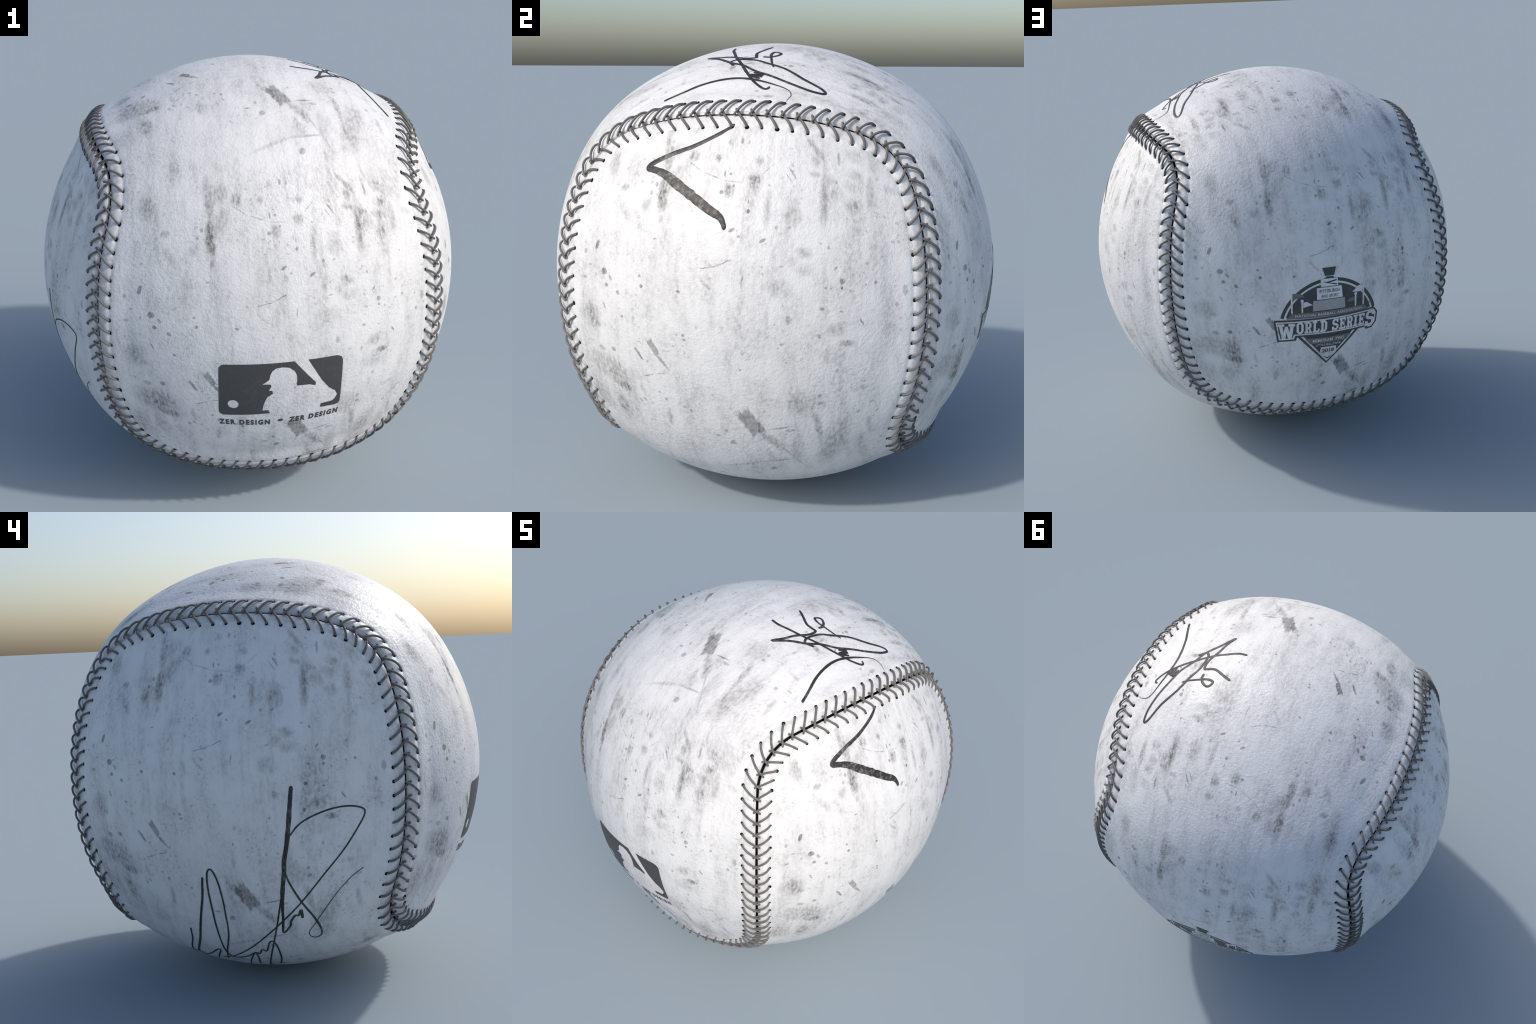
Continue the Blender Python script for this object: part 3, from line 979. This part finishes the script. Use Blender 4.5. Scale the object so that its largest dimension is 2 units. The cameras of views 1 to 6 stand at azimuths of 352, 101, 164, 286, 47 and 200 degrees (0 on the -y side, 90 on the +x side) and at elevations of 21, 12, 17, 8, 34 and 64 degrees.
# slab-serif block capitals on a grid six units high
BLOCK = {
    "I": [[(0.6, 0), (3.4, 0), (3.4, 1), (2.7, 1), (2.7, 5), (3.4, 5), (3.4, 6), (0.6, 6), (0.6, 5), (1.3, 5), (1.3, 1), (0.6, 1)]],
    "L": [[(0, 0), (4, 0), (4, 2), (3, 2), (3, 1), (1.9, 1), (1.9, 5), (2.6, 5), (2.6, 6), (0, 6), (0, 5), (0.6, 5), (0.6, 1), (0, 1)]],
    "E": [[(0, 0), (4, 0), (4, 1.8), (3.2, 1.8), (3.2, 1), (1.9, 1), (1.9, 2.5), (2.5, 2.5), (2.5, 2), (3.2, 2), (3.2, 4), (2.5, 4),
           (2.5, 3.5), (1.9, 3.5), (1.9, 5), (3.2, 5), (3.2, 4.2), (4, 4.2), (4, 6), (0, 6), (0, 5), (0.6, 5), (0.6, 1), (0, 1)]],
    "O": [[(1, 0), (3, 0), (4, 1.2), (4, 4.8), (3, 6), (1, 6), (0, 4.8), (0, 1.2)],
          [(1.6, 1), (2.4, 1), (2.7, 1.5), (2.7, 4.5), (2.4, 5), (1.6, 5), (1.3, 4.5), (1.3, 1.5)]],
    "D": [[(0, 0), (2.8, 0), (4, 1.3), (4, 4.7), (2.8, 6), (0, 6), (0, 5), (0.6, 5), (0.6, 1), (0, 1)],
          [(1.9, 1), (2.3, 1), (2.7, 1.6), (2.7, 4.4), (2.3, 5), (1.9, 5)]],
    "R": [[(0, 0), (2.3, 0), (2.3, 1), (1.9, 1), (1.9, 2.3), (2.2, 2.3), (2.8, 1), (2.5, 1), (2.5, 0), (4.2, 0), (4.2, 1), (3.9, 1),
           (3.3, 2.5), (4, 3.3), (4, 5), (3, 6), (0, 6), (0, 5), (0.6, 5), (0.6, 1), (0, 1)],
          [(1.9, 3.3), (2.5, 3.3), (2.75, 3.6), (2.75, 4.7), (2.5, 5), (1.9, 5)]],
    "S": [[(0, 0), (0.9, 0), (1.1, 0.3), (1.5, 0), (3, 0), (4, 1.1), (4, 2.6), (3, 3.5), (1.4, 3.8), (1.4, 4.8), (1.6, 5), (2.5, 5),
           (2.8, 4.2), (3.8, 4.2), (3.8, 6), (3, 6), (2.8, 5.7), (2.4, 6), (1, 6), (0.1, 5), (0.1, 3.5), (1, 2.7), (2.7, 2.3),
           (2.7, 1.3), (2.4, 1), (1.5, 1), (1.1, 2), (0, 2)]],
    "W": [[(1, 0), (2.1, 0), (2.5, 2.6), (2.9, 0), (4, 0), (4.6, 5), (5, 5), (5, 6), (3.1, 6), (3.1, 5), (3.6, 5), (3.35, 2.6),
           (2.9, 5), (2.1, 5), (1.65, 2.6), (1.4, 5), (1.9, 5), (1.9, 6), (0, 6), (0, 5), (0.4, 5)]],
}


def block_word(text, x0, x1, y0, y1, gap=0.45, bm=None):
    wide = {c: max(p[0] for p in BLOCK[c][0]) - min(p[0] for p in BLOCK[c][0]) for c in text}
    total = sum(wide[c] for c in text) + gap * (len(text) - 1)
    sx, sy, at = (x1 - x0) / total, (y1 - y0) / 6, x0
    for c in text:
        left = min(p[0] for p in BLOCK[c][0])
        bm = shapes(*[[(at + (px - left) * sx, y0 + py * sy) for px, py in loop] for loop in BLOCK[c]], bm=bm)
        at += (wide[c] + gap) * sx
    return bm


# batter badge on the front
badge = print_on("batter_badge", "-y", shapes(
    [(3.2, -3.6), (-7.2, -3.7), (-13.2, -3.8), (-13.9, -4.0), (-14.5, -4.7), (-14.8, -11.3), (-15.2, -18.0), (-15.1, -19.0), (-14.3, -19.6), (-6.8, -19.2), (-2.4, -18.9), (-2.9, -17.8), (-4.3, -17.9), (-4.1, -16.1), (-3.6, -14.5), (-3.2, -13.5), (-1.8, -12.4), (-2.0, -11.5), (-2.8, -11.5), (-2.2, -10.1), (-2.4, -9.6), (-4.4, -9.5), (-3.8, -9.1), (-2.7, -8.2), (-2.5, -6.9), (-2.0, -5.8), (-1.1, -5.1), (0.4, -4.9), (2.0, -5.2), (3.3, -6.3), (3.9, -7.6), (4.0, -8.9), (3.9, -10.0), (4.0, -10.6), (7.1, -10.8), (8.6, -11.4), (8.7, -10.5), (6.5, -7.8)],
    disc(-11.5, -15.7, 1.35, 1.35),
    [(6.5, -3.6), (13.6, -3.8), (14.8, -4.3), (15.3, -5.3), (15.6, -12.9), (16.0, -18.7), (15.6, -19.4), (14.8, -19.6), (10.7, -19.2), (10.7, -17.9), (13.7, -17.9), (14.4, -17.3), (14.9, -16.0), (14.1, -14.5), (12.4, -13.1), (10.3, -10.3)],
), PRINT_INK, 0.0011)
caption = words("ZER DESIGN", -15.5, -2.3, -23.2, -21.2, bold=0.060, spacing=1.36)
caption = words("ZER DESIGN", 2.7, 16.0, -23.0, -21.0, bold=0.060, spacing=1.36, bm=caption)
caption = shapes(disc(0.4, -21.8, 0.7, 0.5, 16), bm=caption)
print_on("lettering", "-y", caption, PRINT_INK, 0.0011, badge)

# championship emblem on the back: dark shapes, bare-leather shapes, dark details
arc = [(14.7 * math.cos(a), -10.6 + 14.7 * math.sin(a)) for a in np.linspace(math.radians(15), math.radians(165), 40)]
arc_in = [(13.75 * math.cos(a), -10.6 + 13.75 * math.sin(a)) for a in np.linspace(math.radians(165), math.radians(15), 40)]
dome = [(13.2 * math.cos(a), -10.6 + 13.2 * math.sin(a)) for a in np.linspace(math.radians(17), math.radians(163), 40)]


def banner(grow):
    g = grow
    return [(-16.1 - g, -7.5 + g), (-15.3 - g, -14.6 - g), (-9.9 + g, -14.3 - g), (-9.5 + g, -13.1 - g),
            (11.3 - g, -13.1 - g), (11.9 - g, -14.0 - g), (13.8 + 0.4 * g, -13.9 - g), (15.2 + g, -12.2 - 0.4 * g),
            (15.3 + g, -8.8 + 0.4 * g), (13.9 + 0.4 * g, -7.0 + g), (0, -7.3 + g)]


def wedge(grow):
    return [(-9.6 - 2.0 * grow, -13.0), (-0.1, -23.7 - 1.5 * grow), (9.3 + 2.0 * grow, -13.0)]


dark = shapes(arc + arc_in)
dark = shapes(dome, bm=dark)
emblem = print_on("series_emblem", "+y", dark, PRINT_INK, 0.0011)
print_on("emblem_ground", "+y", shapes(wedge(0.0)), PRINT_INK, 0.0013, emblem)
print_on("emblem_outline", "+y", shapes(wedge(-0.55), wedge(-0.95)), LEATHER, 0.0018, emblem)
print_on("emblem_band", "+y", shapes([(-12.6, -7.2), (-11.0, -5.5), (10.3, -5.5), (12.2, -7.2)]), GREY_PRINT, 0.0019, emblem)
print_on("emblem_band", "+y", shapes([(-7.2, -14.0), (7.0, -14.0), (5.4, -15.9), (-5.6, -15.9)]), GREY_PRINT, 0.0019, emblem)
print_on("emblem_ground", "+y", shapes(banner(0.0)), PRINT_INK, 0.0024, emblem)
print_on("emblem_outline", "+y", shapes(banner(-0.55), banner(-0.95)), LEATHER, 0.0030, emblem)

light = shapes([(-3.8, 1.5), (3.4, 1.5), (3.7, -1.9), (-3.8, -1.9)])
light = shapes([(-2.6, 3.9), (2.3, 3.9), (2.4, 1.7), (-2.6, 1.7)], bm=light)
for x, low, high in ((-10.9, -5.4, 0.9), (-8.0, -5.4, -2.1), (10.2, -5.4, 0.9), (7.7, -5.4, -2.0)):
    light = shapes(bar(x, low, x, high, 0.45), bm=light)
    light = shapes(disc(x, high + 0.3, 0.45, 0.45, 12), bm=light)
light = shapes([(-7.7, -2.3), (-6.6, -2.2), (-5.6, -2.9), (-5.0, -3.3), (-6.2, -3.5), (-7.0, -3.7), (-7.7, -3.9)], bm=light)
light = shapes([(9.9, 0.9), (8.3, 0.5), (7.4, -0.4), (6.6, -0.9), (7.6, -1.1), (8.6, -1.2), (9.9, -1.1)], bm=light)
light = shapes([(-2.3, -17.4), (2.5, -17.4), (2.6, -19.9), (0.0, -22.3), (-2.6, -19.9)], bm=light)
light = shapes(bar(-2.5, 6.4, -1.75, 4.5, 0.4), bm=light)
light = shapes(bar(2.5, 6.4, 1.75, 4.5, 0.4), bm=light)
print_on("emblem_outline", "+y", light, LEATHER, 0.0024, emblem)
print_on("emblem_band", "+y", shapes([(-4.9, -2.1), (4.3, -2.1), (4.5, -5.2), (-5.0, -5.2)]),
         ink_material("pale_print", (0.36, 0.36, 0.36), 0.5, 40.0, (0.55, 0.55, 0.55)), 0.0025, emblem)
print_on("emblem_band", "+y", shapes([(-10.6, 0.4), (-8.9, 0.5), (-7.2, -0.6), (-8.6, -0.9), (-10.6, -1.3)]), GREY_PRINT, 0.0024, emblem)
print_on("emblem_band", "+y", shapes([(7.4, -2.4), (6.0, -2.6), (4.9, -3.8), (6.2, -3.7), (7.4, -3.7)]), GREY_PRINT, 0.0024, emblem)
cup = shapes([(-2.0, 7.0), (2.0, 7.0), (1.3, 4.7), (-1.3, 4.7)])
cup = shapes([(-1.7, 2.9), (2.0, 3.5), (2.0, 3.1), (-0.3, 2.7), (2.0, 2.3), (2.0, 1.9)], bm=cup)
cup = shapes([(-0.9, 4.5), (0.9, 4.5), (1.5, 3.9), (-1.5, 3.9)], bm=cup)
cup = words("PITTSBURGH", -3.0, 2.8, -0.1, 0.9, 0.01, bm=cup)
cup = words("AND SPORT", -2.6, 2.4, -1.5, -0.6, 0.01, bm=cup)
cup = shapes([(-1.6, -20.5), (0.0, -21.9), (1.6, -20.5), (0.0, -21.4)], bm=cup)
print_on("emblem_detail", "+y", cup, PRINT_INK, 0.0032, emblem)
big = block_word("W", -15.0, -10.1, -13.6, -8.6)
big = block_word("ORLD", -9.7, -0.8, -12.0, -8.3, bm=big)
big = block_word("SERIE", 0.7, 10.9, -12.0, -8.3, bm=big)
big = block_word("S", 11.3, 14.4, -13.0, -8.0, bm=big)
big = words("NATIONAL BASEBALL ASSOCIATION", -10.0, 9.8, -6.7, -5.95, 0.004, bm=big)
big = words("MEMORIAM  TWO", -4.9, 4.8, -15.4, -14.4, 0.004, bm=big)
big = words("LITTLE BALLPARK", -3.9, 3.9, -16.9, -16.1, 0.004, bm=big)
print_on("lettering", "+y", big, LEATHER, 0.0036, emblem)
print_on("lettering", "+y", words("2018", -1.9, 1.9, -19.4, -18.0, 0.03), PRINT_INK, 0.0034, emblem)
